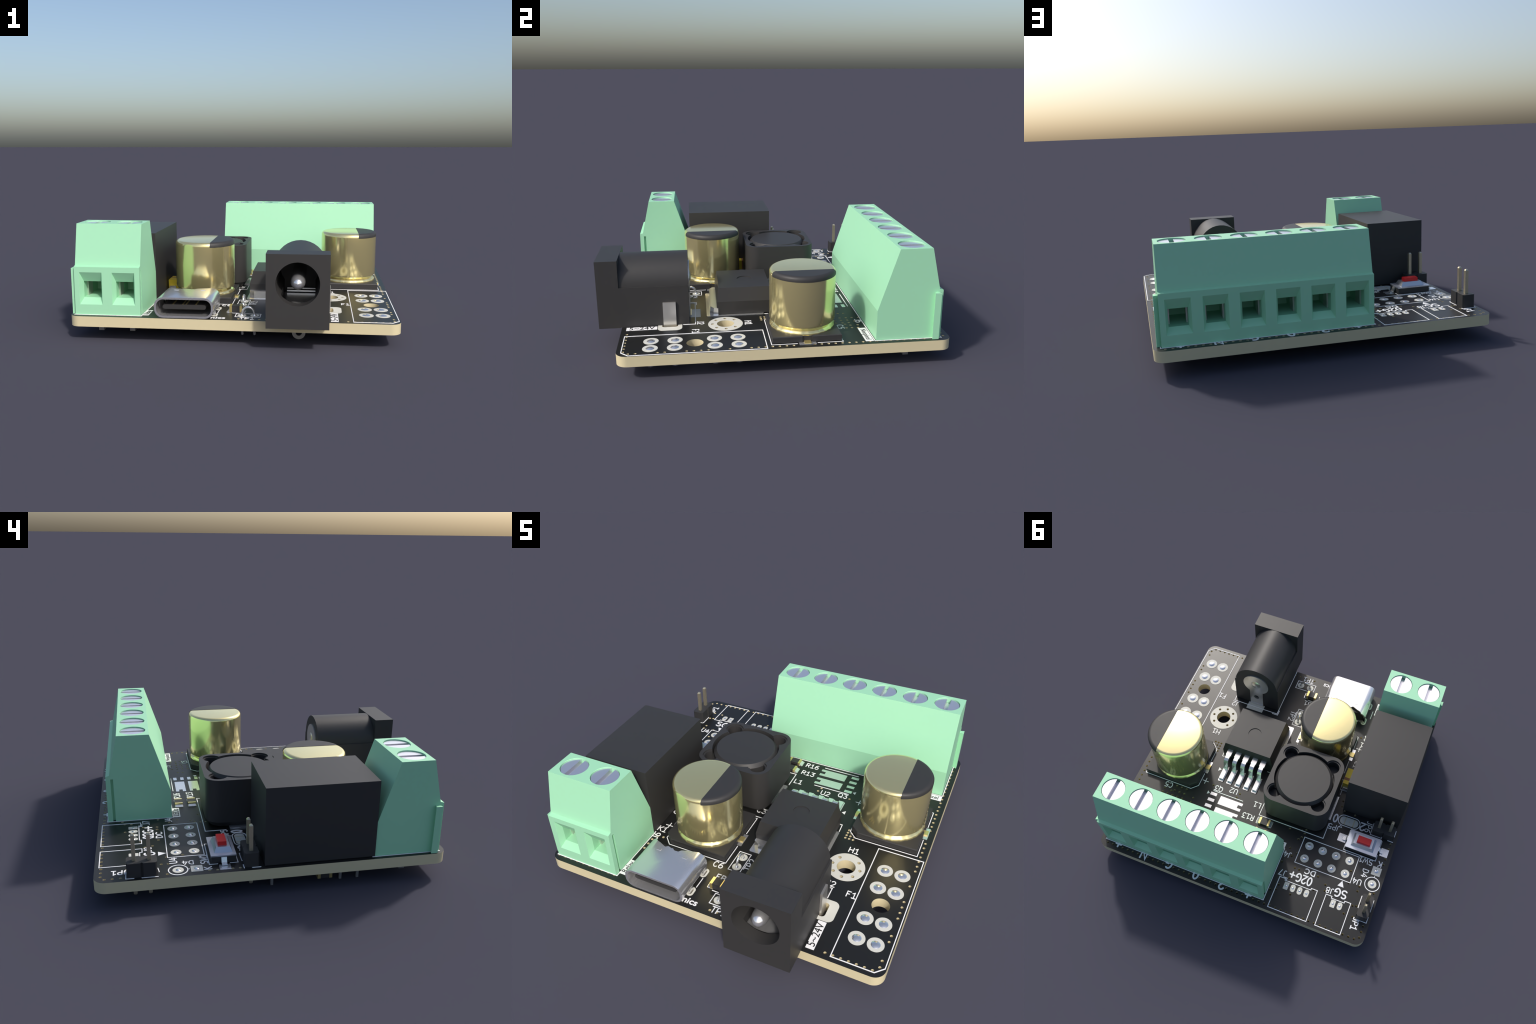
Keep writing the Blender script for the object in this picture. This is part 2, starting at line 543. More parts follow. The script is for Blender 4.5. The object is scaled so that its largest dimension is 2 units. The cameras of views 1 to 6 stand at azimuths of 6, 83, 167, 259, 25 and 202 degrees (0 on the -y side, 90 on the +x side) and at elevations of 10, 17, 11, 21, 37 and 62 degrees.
poly((9.2, 6.98), (9.95, 6.98), (9.95, 7.18), w=.1)
lines.fill([(10.92, 7.52), (10.93, 8.2), (10.45, 7.89)])
lines.fill([(10.95, 3.02), (10.99, 2.2), (10.42, 2.54)])
lines.fill([(-18.31, 14.84), (-17.76, 15.93), (-18.88, 15.93)])
poly((11.12, -0.26), (11.48, -0.26), (11.55, -1.9))
poly((1.5, -0.26), (2.05, -0.26))
poly((-2.62, -18.85), (-2.62, -20.68))
poly((-12.5, -18.85), (-12.5, -20.68))
poly((-0.35, -20.25), (0.62, -20.25))
poly((-0.35, -18.5), (0.62, -18.5))
poly((-12.1, -1.85), (-13.9, -1.85))
poly((-12.1, -1.85), (-12.1, -6.2), w=.12)
lines.stroke(arc(-23.3, 13.52, 1.28, 1.28, 0, 345, 40), .14, False)       # diode
lines.stroke(arc(-23.3, 13.52, 1.28, 1.28, 344, 361, 3), .14, False)
poly((-23.3, 12.24), (-23.3, 12.02))
poly((-22.34, 16.2), (-22.34, 18.34), w=.16)                              # jumper headers
poly((-24.5, 16.18), (-24.5, 18.3), w=.12)
poly((-22.6, 20.34), (-23.28, 20.34), w=.12)
poly((-23.4, 20.36), (-24.46, 20.36), (-24.48, 19.3), w=.12)
poly((-22.34, 16.15), (-23.4, 16.0), w=.12)
poly((-20.12, 2.47), (-20.12, 4.74), (-22.24, 4.74), (-22.24, 4.47), w=.12)
poly((-24.35, 2.47), (-24.35, 3.66), w=.12)
poly((-24.35, 4.74), (-23.4, 4.74), w=.12)
lines.stroke(rrect(-17.84, -13.78, 2.82, 4.9, 1.0, 8), .13, True)         # solder jumper
poly((-14.6, 5.05), (-14.3, 5.4), (-14.9, 5.4), closed=True, w=.1)
poly((-16.55, 6.4), (-16.55, 5.3), (-22.55, 5.3), (-22.55, 6.4), w=.12)   # push button
poly((-16.55, 8.1), (-16.55, 9.25), (-22.55, 9.25), (-22.55, 8.1), w=.12)
lines.make("silkscreen_outline")["kind"] = "stuff"

# ------------------------------------------------------------------------ pads
PAD_Z = 0.045


def ring_pad(r_out, r_in, name, loc):
    m = Mesh()
    m.lathe([(r_in, 0.0), (r_in, PAD_Z), (r_out - .01, PAD_Z), (r_out, 0.0)], "tin", 32, smooth=False)
    return m.make(name, root, loc)


def solder_dome(r, h, name, loc, below=0.9):
    m = Mesh()
    rs = (r * r + h * h) / (2 * h)
    prof = [(max(.001, r * (1 - t / 8)), PAD_Z * .6 + math.sqrt(rs * rs - (r * (1 - t / 8)) ** 2) - rs + h) for t in range(9)]
    m.lathe(prof, "solder", 20)
    m.lathe([(r * 1.45, -TH - .02), (r * 1.3, -TH - below * .4), (r * .9, -TH - below * .8), (0.001, -TH - below)], "solder", 16)
    return m.make(name, root, loc)


round_pad = dome = None
for x, y, ro, rd in ([(-10.68 - 2.54 * i, 10.9 + 2.54 * j, .76, .37) for i in range(4) for j in range(2)] + [(-23.3, 13.52, .9, .4)]):
    if round_pad is None:
        round_pad = ring_pad(ro, rd - .02, "solder_pad", (x, y, 0))
        dome = solder_dome(rd, .12, "solder_joint", (x, y, 0))
    else:
        repeat(round_pad, root, (x, y, 0))
        repeat(dome, root, (x, y, 0))
big_pad = big_dome = None
for y in (-6.87, -10.36, -16.15, -19.66):
    for x in (20.19, 22.69):
        if big_pad is None:
            big_pad = ring_pad(1.12, .62, "solder_pad", (x, y, 0))
            big_dome = solder_dome(.65, .19, "solder_joint", (x, y, 0), 1.3)
        else:
            repeat(big_pad, root, (x, y, 0))
            repeat(big_dome, root, (x, y, 0))

small_dome = None
for k, (x, y) in enumerate([(-9.47 - 1.25 * i, 19.29) for i in range(4)] + [(-18.07 - 1.25 * i, 19.29) for i in range(2)]):
    m = Mesh()
    first = k in (0, 4)
    m.prism(rrect(-.42, .42, -.68, .68, .1 if first else .41), 'z', 0, PAD_Z, "tin")
    m.make("solder_pad", root, (x, y, 0))
    if small_dome is None:
        small_dome = solder_dome(.24, .09, "solder_joint", (x, y, 0), .6)
    else:
        repeat(small_dome, root, (x, y, 0))
m = Mesh()
m.prism(rrect(-.8, .8, -.8, .8, .03), 'z', 0, PAD_Z, "tin")
m.make("solder_pad", root, (-23.3, 11.02, 0))
repeat(dome, root, (-23.3, 11.02, 0.01))

# mounting hole land with its ring of vias
bm_ring = Mesh()
bm_ring.lathe([(1.345, 0), (1.345, PAD_Z), (2.71, PAD_Z), (2.72, 0)], "tin", 64, smooth=False)
ringob = bm_ring.make("mounting_hole_land", root, (14.92, -8.44, 0))
ringob.data.materials.clear()
ringob.data.materials.append(MAT["tin"])
cutters = []
for i in range(8):
    c = Mesh()
    c.prism(circle(2.04 * math.cos(PI / 4 * i), 2.04 * math.sin(PI / 4 * i), .24, 12), 'z', -.5, .5, "tin")
    cutters.append(c.make("tmp_cut", None, (14.92, -8.44, 0)))
cut(ringob, cutters)

# open transistor footprint
foot = Mesh()
for y in (7.5, 8.77, 10.04, 11.31):
    foot.prism([(9.02, y), (10.28, y), (10.28, y + .6), (9.02, y + .6)], 'z', 0, PAD_Z, "lead")
for y in (7.68, 10.08):
    foot.prism([(8.2, y), (8.2, y + 1.72), (3.7, y + 1.72), (3.7, y + 1.18), (4.5, y + 1.18), (4.5, y + .55),
                (3.7, y + .55), (3.7, y)], 'z', 0, PAD_Z, "lead")
foot.make("transistor_land", root)

# solder jumper: three lands on bare laminate
jp = Mesh()
jp.prism(rrect(-17.5, -14.12, 3.12, 4.6, .68, 8), 'z', 0, .02, "fr4")
left = [p for p in rrect(-17.52, -14.1, 3.1, 4.62, .7, 8) if p[0] < -16.5]
jp.prism([(-16.78, 4.62)] + left + [(-16.78, 3.1)], 'z', 0, PAD_Z, "tin")
right = [p for p in rrect(-17.52, -14.1, 3.1, 4.62, .7, 8) if p[0] > -15.0]
half = len(right) // 2
jp.prism([(-14.95, 3.1)] + right[half:] + right[:half] + [(-14.95, 4.62)], 'z', 0, PAD_Z, "tin")
jp.prism([(-16.58, 3.1), (-15.14, 3.1), (-15.14, 4.62), (-16.58, 4.62)], 'z', 0, PAD_Z, "tin")
jp.prism(circle(-15.85, 3.86, .11, 10), 'z', 0, PAD_Z + .02, "fr4")
jp.make("solder_jumper", root)


# -------------------------------------------------------------- terminal blocks
def terminal_block(poles, xc, yc, front):
    """front = -1 wires enter from -y, +1 from +y.  u runs outward to the wire side."""
    P = 5.08
    L = P * poles
    x0, x1 = xc - L / 2, xc + L / 2

    def Y(u):
        return yc + front * u
    u_in, u_out = -5.36, 4.5
    m = Mesh()
    prof = [(u_in, 0), (u_in, 4.6), (-2.42, 13.82), (2.4, 13.82), (3.82, 7.62), (4.38, 7.45), (4.42, 0)]
    m.prism([(Y(u), h) for u, h in prof], 'x', x0, x1, "green")
    ob = m.make("terminal_block", root)
    cutters = []
    # screw wells, wire funnels and the dovetail groove
    for i in range(poles):
        px = x0 + P * (i + .5)
        c = Mesh()
        c.prism(circle(px, yc, 1.98, 40), 'z', 12.6, 15, "green", True)
        cutters.append(c.make("tmp_cut"))
        c = Mesh()
        r0 = [(-1.79, 1.58), (1.79, 1.58), (1.79, 6.76), (-1.79, 6.76)]
        r1 = [(-1.37, 2.55), (1.37, 2.55), (1.37, 5.08), (-1.37, 5.08)]

        def ring(r, u, k=0.0):
            return [(px + a * (1 + k), Y(u), b) for a, b in r]
        s = 0.95
        out = [(a + (a - b2) * .35 / s, b + (b - b1) * .35 / s) for (a, b), (b2, b1) in zip(r0, r1)]
        c.loft([ring(out, 4.46 + .35), ring(r0, 4.46), ring(r1, 4.46 - s), ring(r1, -2.4)], "green")
        cutters.append(c.make("tmp_cut"))
    gx = x0 if front > 0 else x1
    c = Mesh()
    c.box(gx - .45, gx + .45, min(Y(3.28), Y(3.68)), max(Y(3.28), Y(3.68)), -1, 7.0, "green")
    cutters.append(c.make("tmp_cut"))
    cut(ob, cutters)
    me = ob.data
    me.materials.clear()
    me.materials.append(MAT["green"])
    for p in me.polygons:
        p.material_index = 0
        p.use_smooth = False
    # mating rib on the other end
    rib = Mesh()
    s = 1 if front > 0 else -1
    rx = x1 if front > 0 else x0
    ya, yb, yc2 = Y(2.98), Y(3.95), Y(3.2)
    rib.prism([(rx - s * .05, yc2), (rx + s * .62, ya), (rx + s * .62, yb), (rx - s * .05, Y(3.72))], 'z', .0, 7.15, "green")
    rib.make("interlock_rib", ob)
    # screws: slotted heads
    sm = Mesh()
    R, w, z0, z1, zs = 1.9, .34, -1.2, 0.0, -.75
    for sgn in (1, -1):
        a0 = math.degrees(math.asin(w / R))
        seg = [(sgn * x, sgn * y) for x, y in circle(0, 0, R, 28, -90 + a0, 90 - a0)]
        sm.prism(seg, 'z', z0, z1, "screw", False)
    sm.box(-w + .001, w - .001, -R + .05, R - .05, z0, zs, "screw")
    first = None
    clamp = None
    for i in range(poles):
        px = x0 + P * (i + .5)
        if first is None:
            first = sm.make("clamp_screw", ob, (px, yc, 13.66))
        else:
            repeat(first, ob, (px, yc, 13.66))
        if clamp is None:
            cm = Mesh()
            for a, b, c0, d in ((-1.36, -1.14, 2.56, 5.06), (1.14, 1.36, 2.56, 5.06)):
                cm.box(a, b, min(front * .4, front * 2.2), max(front * .4, front * 2.2), c0, d, "nickel")
            clamp = cm.make("wire_clamp", ob, (px, yc, 0))
        else:
            repeat(clamp, ob, (px, yc, 0))
        pm = Mesh()
        pm.box(-.42, .42, -.42, .42, -3.6, .1, "nickel")
        pm.make("terminal_pin", ob, (px, yc - .0, 0))
    return ob


terminal_block(6, 8.64, 18.57, 1)
terminal_block(2, -19.11, -18.97, -1)


# ------------------------------------------------------------------ barrel jack
def barrel_jack():
    cx, cz = 9.93, 6.42
    x0, x1, yf, yb, ym = 5.44, 14.42, -27.86, -14.03, -24.55
    body = Mesh()
    # front block
    body.prism([(x0, -.08), (x1 + .03, -.08), (x1 + .03, 10.7), (x0, 10.7)], 'y', yf, ym, "black")
    ob = body.make("barrel_jack", root)
    # rear barrel on its square foot
    rear = Mesh()
    arcp = circle(cx, cz, 4.26, 18, 0, 180)
    prof = [(x0, 0), (x1 + .03, 0), (x1 + .03, cz)] + arcp + [(x0, cz)]
    rear.prism(prof, 'y', ym, yb, "black", True)
    ro = rear.make("jack_barrel", ob)
    c2 = Mesh()
    hollow0 = circle(cx, cz, 3.13, 32, -38, 218) + [(cx - 2.52, 2.5), (cx + 2.52, 2.5)]
    c2.prism(hollow0, 'y', yf - 1, yb - 1.2, "black", True)
    c3 = Mesh()
    c3.prism(circle(cx, cz, 3.14, 40), 'y', yf - 1, yf + 2.2, "black", True)
    c4 = Mesh()
    hollow = circle(cx, cz, 3.13, 32, -38, 218) + [(cx - 2.52, 2.5), (cx + 2.52, 2.5)]
    c4.prism(hollow, 'y', yf + 1.75, ym + 1, "black", True)
    cut(ob, [c3.make("tmp_cut"), c4.make("tmp_cut")])
    keyhole = Mesh()
    keyhole.prism(circle(cx, cz + .1, 2.6, 40), 'y', yb - .25, yb + 1, "black", True)
    strip = Mesh()
    strip.box(cx - 1.37, cx + 1.37, yb - .25, yb + 1, -1, cz, "black")
    cut(ro, [c2.make("tmp_cut"), keyhole.make("tmp_cut"), strip.make("tmp_cut")])
    for o in (ob, ro):
        for p in o.data.polygons:
            p.material_index = 0
        o.data.materials.clear()
        o.data.materials.append(MAT["black"])
        sharpen(o.data, 30)
    # centre pin with rounded nose
    pin = Mesh()
    R = 1.06
    tip = -27.75
    prof = [(0.002, tip)] + [(R * math.sin(PI / 2 * t / 6), tip + 1.5 * (1 - math.cos(PI / 2 * t / 6))) for t in range(1, 7)] + [(R, tip + 2.0), (R * .93, tip + 2.1), (R, tip + 2.2), (R, yb - .6)]
    pin.lathe(prof, "steel", 28, cx=cx, axis='y', c2=cz)
    pin.make("centre_pin", ob)
    # rear contact: disc and strip down to its land
    back = Mesh()
    back.prism(circle(cx, cz + .1, 2.58, 40), 'y', yb - .22, yb + .2, "nickel")
    back.lathe([(1.0, yb + .2), (.8, yb + .32), (.4, yb + .4), (0.002, yb + .42)], "nickel", 20, cx=cx, axis='y', c2=cz + .1)
    back.make("rear_contact", ob)
    s = Mesh()
    s.box(cx - 1.35, cx + 1.35, yb - .2, yb + .19, .05, cz - 2.2, "nickel")
    so = s.make("contact_strip", ob)
    hc = Mesh()
    hc.prism(circle(cx, 2.5, .55, 20), 'y', yb - 1, yb + 1, "dark")
    cut(so, [hc.make("tmp_cut")])
    so.data.materials.clear()
    so.data.materials.append(MAT["nickel"])
    t = Mesh()
    t.box(cx - 1.34, cx + 1.34, yb - .1, yb + .32, -.3, .3, "nickel")
    t.prism(rrect(8.22, 11.63, -13.9, -12.26, .02), 'z', 0, PAD_Z, "tin")
    t.make("contact_land", ob)
    # spring contacts seen inside the bore
    sp = Mesh()
    sp.box(cx - 2.48, cx + 2.48, -25.6, -16.6, 2.62, 2.76, "steel")
    sp.box(cx - 2.0, cx + 2.48, -17.0, -16.85, 2.9, 3.1, "nickel")
    sp.box(cx - 2.0, cx + 2.6, -16.3, -16.15, 3.15, 3.35, "nickel")
    sp.make("spring_contact", ob)
    # side switch blade and its slotted land
    sd = Mesh()
    sd.box(x1 + .04, x1 + .34, -18.02, -16.04, -3.4, 3.86, "nickel")
    sd.make("side_contact", ob)
    land = Mesh()
    land.prism(rrect(12.8, 16.52, -18.87, -15.16, .85, 8), 'z', 0, PAD_Z, "tin")
    lo = land.make("side_land", ob)
    lc = Mesh()
    lc.prism(rrect(14.2, 15.25, -18.3, -15.8, .5), 'z', -1, 1, "tin")
    cut(lo, [lc.make("tmp_cut")])
    lo.data.materials.clear()
    lo.data.materials.append(MAT["tin"])
    # looped tail pin under the board
    r = Mesh()
    outer = [(cx - 1.02, -1.7)] + circle(cx, -2.88, 1.03, 20, 180, 360) + [(cx + 1.02, -1.7)]
    inner = [(cx - .5, -1.7)] + circle(cx, -2.88, .5, 20, 180, 360) + [(cx + .5, -1.7)]
    n = len(outer)
    for ya in (-20.15, -19.85):
        r.add([(a, ya, b) for a, b in outer] + [(a, ya, b) for a, b in inner],
              [(i, i + 1, n + i + 1, n + i) for i in range(n - 1)], "nickel")
    for pl in (outer, inner):
        r.add([(a, -20.15, b) for a, b in pl] + [(a, -19.85, b) for a, b in pl],
              [(i, i + 1, n + i + 1, n + i) for i in range(n - 1)], "nickel")
    r.make("looped_tail", ob)
    return ob


barrel_jack()


# ------------------------------------------------------------------- USB socket
def usb_socket():
    cx, hw, z0, z1, r = USB_X, 4.5, .04, 3.22, 1.35
    yf, yb = -24.15, -17.35
    outer = rrect(cx - hw, cx + hw, z0, z1, r, 8)
    t = .33
    inner = rrect(cx - hw + t, cx + hw - t, z0 + t, z1 - t, r - t, 8)
    n = len(outer)
    m = Mesh()
    rings = []
    for pl, y in ((outer, yb), (outer, yf + .06), ([(a + (b[0] - a) * .06, c + (b[1] - c) * .06) for (a, c), b in zip(outer, inner)], yf), (inner, yf), (inner, yb)):
        rings.append([(a, y, b) for a, b in pl])
    m.loft(rings + [rings[0]], "steel", True, caps=False)
    ob = m.make("usb_socket", root)
    # scalloped rear of the shell
    cs = Mesh()
    notch = [(cx - 3.7, -16.5), (cx - 3.45, -17.5), (cx - 3.05, -17.75), (cx - 2.63, -17.85), (cx - 2.1, -18.1), (cx - 1.58, -18.3),
             (cx - 1.2, -18.02), (cx + .07, -18.43), (cx + .62, -18.4), (cx + .92, -18.0), (cx + 1.7, -17.7),
             (cx + 2.62, -17.5), (cx + 3.3, -17.32), (cx + 3.4, -16.5)]
    cs.prism(notch, 'z', 2.0, 5, "steel")
    cut(ob, [cs.make("tmp_cut")])
    ob.data.materials.clear()
    ob.data.materials.append(MAT["steel"])
    for p in ob.data.polygons:
        p.material_index = 0
    sharpen(ob.data, 35)
    k = Mesh()
    k.box(cx - 3.95, cx + 3.95, -18.9, -17.5, .2, 2.75, "dark")
    k.make("rear_insulator", ob)
    tg = Mesh()
    tg.prism(rrect(cx - 3.3, cx + 3.3, 1.3, 1.98, .3, 4), 'y', -23.6, -18.2, "black", True)
    tg.make("contact_tongue", ob)
    ct = Mesh()
    for i in range(12):
        if i in (2, 5, 6, 9):
            x = cx - 2.75 + .5 * i
            ct.box(x - .12, x + .12, -23.3, -18.4, 1.98, 2.0, "brass")
    ct.make("contact_strip", ob)
    tab = Mesh()
    tab.prism([(cx - 1.0, -18.35), (cx - .35, -18.95), (cx + .1, -18.5), (cx - .5, -18.0)], 'z', 2.95, 3.1, "steel")
    for sx in (-2.1, 2.1):
        tab.prism([(cx + sx - .35, -19.25), (cx + sx + .35, -19.25), (cx + sx + .35, -18.97), (cx + sx - .35, -18.97)], 'z', 3.2, 3.27, "steel")
    tab.make("shell_dimple", ob)
    for x, y, l in USB_PADS:
        s = -1 if x < cx else 1
        lg = Mesh()
        lg.box(x - .13, x + .13, y - l / 2 + .35, y + l / 2 - .35, -1.0, 1.9, "steel")
        lg.make("shell_leg", ob)
        pd = Mesh()
        pd.prism(rrect(x - .5, x + .5, y - l / 2, y + l / 2, .49, 8), 'z', 0, PAD_Z, "tin")
        po = pd.make("shell_land", ob)
        pc = Mesh()
        pc.prism(rrect(x - .24, x + .24, y - l / 2 + .28, y + l / 2 - .28, .23), 'z', -1, 1, "tin")
        cut(po, [pc.make("tmp_cut")])
        po.data.materials.clear()
        po.data.materials.append(MAT["tin"])
    sig = Mesh()
    for i in range(8):
        x = cx - 3.0 + .86 * i
        sig.box(x - .15, x + .15, -17.45, -16.7, 0, .12, "lead")
    sig.make("signal_lead", ob)
    return ob


usb_socket()


# --------------------------------------------------------- electrolytic can caps
def can_capacitor(cx, cy):
    b = Mesh()
    h, c = 5.12, 1.15
    pl = [(-h + c, -h), (h, -h), (h, -.75), (h - .22, -.75), (h - .22, .75), (h, .75), (h, h), (-h + c, h),
          (-h, h - c), (-h, .75), (-h + .22, .75), (-h + .22, -.75), (-h, -.75), (-h, -h + c)]
    b.prism(pl, 'z', .12, .95, "black")
    pl2 = [(x * .985, y * .985) for x, y in pl]
    b.loft([[(x, y, .95) for x, y in pl], [(x, y, 1.08) for x, y in pl2]], "black")
    base = b.make("electrolytic_capacitor", root, (cx, cy, 0))
    can = Mesh()
    prof = [(4.3, .7), (4.75, .82), (4.93, 1.04), (4.96, 1.22), (4.88, 1.42), (4.62, 1.64), (4.46, 1.78), (4.6, 1.92),
            (4.9, 2.12), (4.99, 2.4), (4.99, 9.3), (4.97, 9.6), (4.82, 9.83), (4.6, 9.95), (4.4, 9.98), (0.002, 9.98)]
    n = 96
    split = 1.58
    rings = []
    for k, (r, z) in enumerate(prof):
        ring = []
        for i in range(n):
            a = 2 * PI * i / n
            # faint ripple added around the beaded foot to imitate crumpled shading artifacts
            rr = r + (0.03 * math.sin(23 * a) + .025 * math.sin(37 * a + 1)) * (1 if 0 < k < 8 else 0)
            ring.append((rr * math.cos(a), rr * math.sin(a), z))
        rings.append(ring)
    can.loft(rings, "gold", True, caps=False)
    can.make("aluminium_can", base, (cx, cy, 0))
    # negative marking: printed skin over the top on the +x side
    mk = Mesh()
    e = .03
    steps = 40
    levels = [(4.99 + e, 9.2), (4.99 + e, 9.32), (4.98 + e, 9.62), (4.84 + e * .8, 9.86), (4.6, 9.98 + e), (4.35, 9.98 + e)]
    grid = []
    for r, z in levels:
        a = math.acos(split / r)
        grid.append([(r * math.cos(-a + 2 * a * i / steps), r * math.sin(-a + 2 * a * i / steps), z) for i in range(steps + 1)])
    v = [p for g in grid for p in g]
    k = steps + 1
    f = [(q * k + i, q * k + i + 1, (q + 1) * k + i + 1, (q + 1) * k + i) for q in range(len(grid) - 1) for i in range(steps)]
    mk.add(v, f, "black", True)
    mk.add(grid[-1], [list(range(k))], "black")
    mk.make("polarity_mark", base, (cx, cy, 0))
    for s in (-1, 1):
        ld = Mesh()
        xa, xb = sorted((s * 4.9, s * 5.78))
        ld.box(xa, xb, -1.27, 1.27, 0, .09, "lead")
        ld.box(xa, xb - .12 if s > 0 else xb, -.48, .48, .05, .3, "brass")
        ld.make("capacitor_lead", base, (cx, cy, 0))


can_capacitor(18.33, 3.06)
can_capacitor(-6.4, -9.64)


# ---------------------------------------------------------------- power inductor
def inductor(cx, cy):
    m = Mesh()
    lo = rrect(-5.4, 5.4, -5.4, 5.4, 2.0, 8)
    sq = rrect(-6.0, 6.0, -6.0, 6.0, 2.2, 8)
    m.loft([[(x, y, .25) for x, y in lo], [(x, y, 1.15) for x, y in sq], [(x, y, 7.95) for x, y in sq]], "ferrite", True)
    ob = m.make("power_inductor", root, (cx, cy, 0))
    cs = []
    c = Mesh()
    c.prism(circle(0, 0, 5.32, 64), 'z', 6.3, 9, "ferrite", True)
    cs.append(c.make("tmp_cut", None, (cx, cy, 0)))
    for i in range(4):
        a = PI / 4 + PI / 2 * i
        for r, z in ((1.42, 7.7), (1.18, 6.0)):
            c = Mesh()
            c.prism(circle(5.6 * math.cos(a), 5.6 * math.sin(a), r, 24), 'z', z, 9, "ferrite", True)
            cs.append(c.make("tmp_cut", None, (cx, cy, 0)))
    cut(ob, cs)
    ob.data.materials.clear()
    ob.data.materials.append(MAT["ferrite"])
    for p in ob.data.polygons:
        p.material_index = 0
    sharpen(ob.data, 30)
    d = Mesh()
    d.lathe([(5.08, 4.2), (5.08, 7.35), (4.6, 7.88), (0.002, 7.88)], "ferrite", 64)
    d.make("drum_core", ob, (cx, cy, 0))
    for s in (-1, 1):
        t = Mesh()
        xa, xb = sorted((s * 4.6, s * 6.3))
        t.box(xa, xb, -2.5, 2.5, 0, .28, "lead")
        t.make("inductor_terminal", ob, (cx, cy, 0))


inductor(-6.19, 2.35)


# ------------------------------------------------------------- voltage regulator
def regulator(cx):
    m = Mesh()

    def rg(x, ya, yb, z):
        return [(cx - x, ya, z), (cx + x, ya, z), (cx + x, yb, z), (cx - x, yb, z)]
    m.loft([rg(4.95, -9.6, -.55, .15), rg(5.05, -9.58, -.6, 2.3), rg(4.5, -9.25, -.92, 4.5)], "black")
    ob = m.make("voltage_regulator", root)
    c = Mesh()
    c.prism(circle(6.35, -4.75, 1.25, 32), 'z', 4.38, 5, "black", True)
    cut(ob, [c.make("tmp_cut")])
    ob.data.materials.clear()
    ob.data.materials.append(MAT["black"])
    for p in ob.data.polygons:
        p.material_index = 0
    tab = Mesh()
    tp = [(cx - 5.0, -9.4), (cx - 5.0, -10.2), (cx - 4.2, -10.75), (cx + 4.2, -10.75), (cx + 5.0, -10.2), (cx + 5.0, -9.4)]
    tab.loft([[(x, y, .06) for x, y in tp], [(x, y if y > -9.5 else y + .12, 1.3) for x, y in tp]], "lead")
    tab.make("cooling_tab", ob)
    pad = Mesh()
    pad.prism(rrect(cx - 5.4, cx + 5.42, -11.28, -2.0, .25), 'z', 0, .07, "lead")
    pad.make("cooling_land", ob)
    lead = Mesh()
    w = .4
    mid = [(-.8, 2.66), (1.2, 2.66), (1.5, 2.52), (1.66, 2.2), (1.88, .85), (2.08, .45), (2.42, .25), (4.5, .25)]
    th = .28
    up, dn = [], []
    for i, (y, z) in enumerate(mid):
        a = Vector(mid[max(i - 1, 0)])
        b = Vector(mid[min(i + 1, len(mid) - 1)])
        d = (b - a).normalized()
        nrm = Vector((-d.y, d.x))
        up.append((y + nrm.x * th, z + nrm.y * th))
        dn.append((y - nrm.x * th * .6, z - nrm.y * th * .6))
    lead.prism(up + dn[::-1], 'x', -w, w, "lead")
    lead.box(-.5, .5, -.7, .55, 2.42, 2.95, "lead")
    fl = None
    pd = Mesh()
    pd.prism(rrect(-.5, .5, 1.55, 4.9, .12), 'z', 0, .07, "lead")
    fp = None
    for i in range(5):
        x = cx + 1.702 * (2 - i)
        if fl is None:
            fl, fp = lead.make("regulator_lead", ob, (x, 0, 0)), pd.make("regulator_land", ob, (x, 0, 0))
        else:
            repeat(fl, ob, (x, 0, 0))
            repeat(fp, ob, (x, 0, 0))


regulator(6.25)

# ------------------------------------------------------------------------- relay
m = Mesh()
m.box(-24.35, -13.97, -13.75, 1.94, .1, 11.39, "black")
relay = m.make("relay", root)
for x, y in ((-22.7, .58), (-22.7, -9.38), (-22.7, -11.92), (-15.6, .58), (-15.6, -11.92)):
    p = Mesh()
    p.box(-.18, .18, -.18, .18, -3.9, .1, "nickel")
    p.make("relay_pin", relay, (x, y, 0))


# ------------------------------------------------------------------- pin headers
def pin_header(pins, along):
    cx = sum(p[0] for p in pins) / 2
    cy = sum(p[1] for p in pins) / 2
    m = Mesh()
    c = .22
    a, b = 1.0, 2.0
    half = [(-b + c, -a), (-c, -a), (0, -a + c), (c, -a), (b - c, -a), (b, -a + c), (b, a - c), (b - c, a), (c, a), (0, a - c), (-c, a), (-b + c, a), (-b, a - c), (-b, -a + c)]
    pl = [(cx + (u if along == 'x' else v), cy + (v if along == 'x' else u)) for u, v in half]
    m.prism(pl, 'z', .02, 2.1, "black")
    ob = m.make("pin_header", root)
    for x, y in pins:
        p = Mesh()
        w, t = .25, .13
        sq = lambda k: [(-k, -k), (k, -k), (k, k), (-k, k)]
        p.loft([[(u, v, -3.0) for u, v in sq(t)], [(u, v, -2.8) for u, v in sq(w)], [(u, v, 5.75) for u, v in sq(w)],
                [(u, v, 5.95) for u, v in sq(t)]], "pin")
        p.make("header_pin", ob, (x, y, 0))


pin_header([(-23.4, 17.24), (-23.4, 19.23)], 'y')
pin_header([(-21.23, 3.66), (-23.25, 3.66)], 'x')


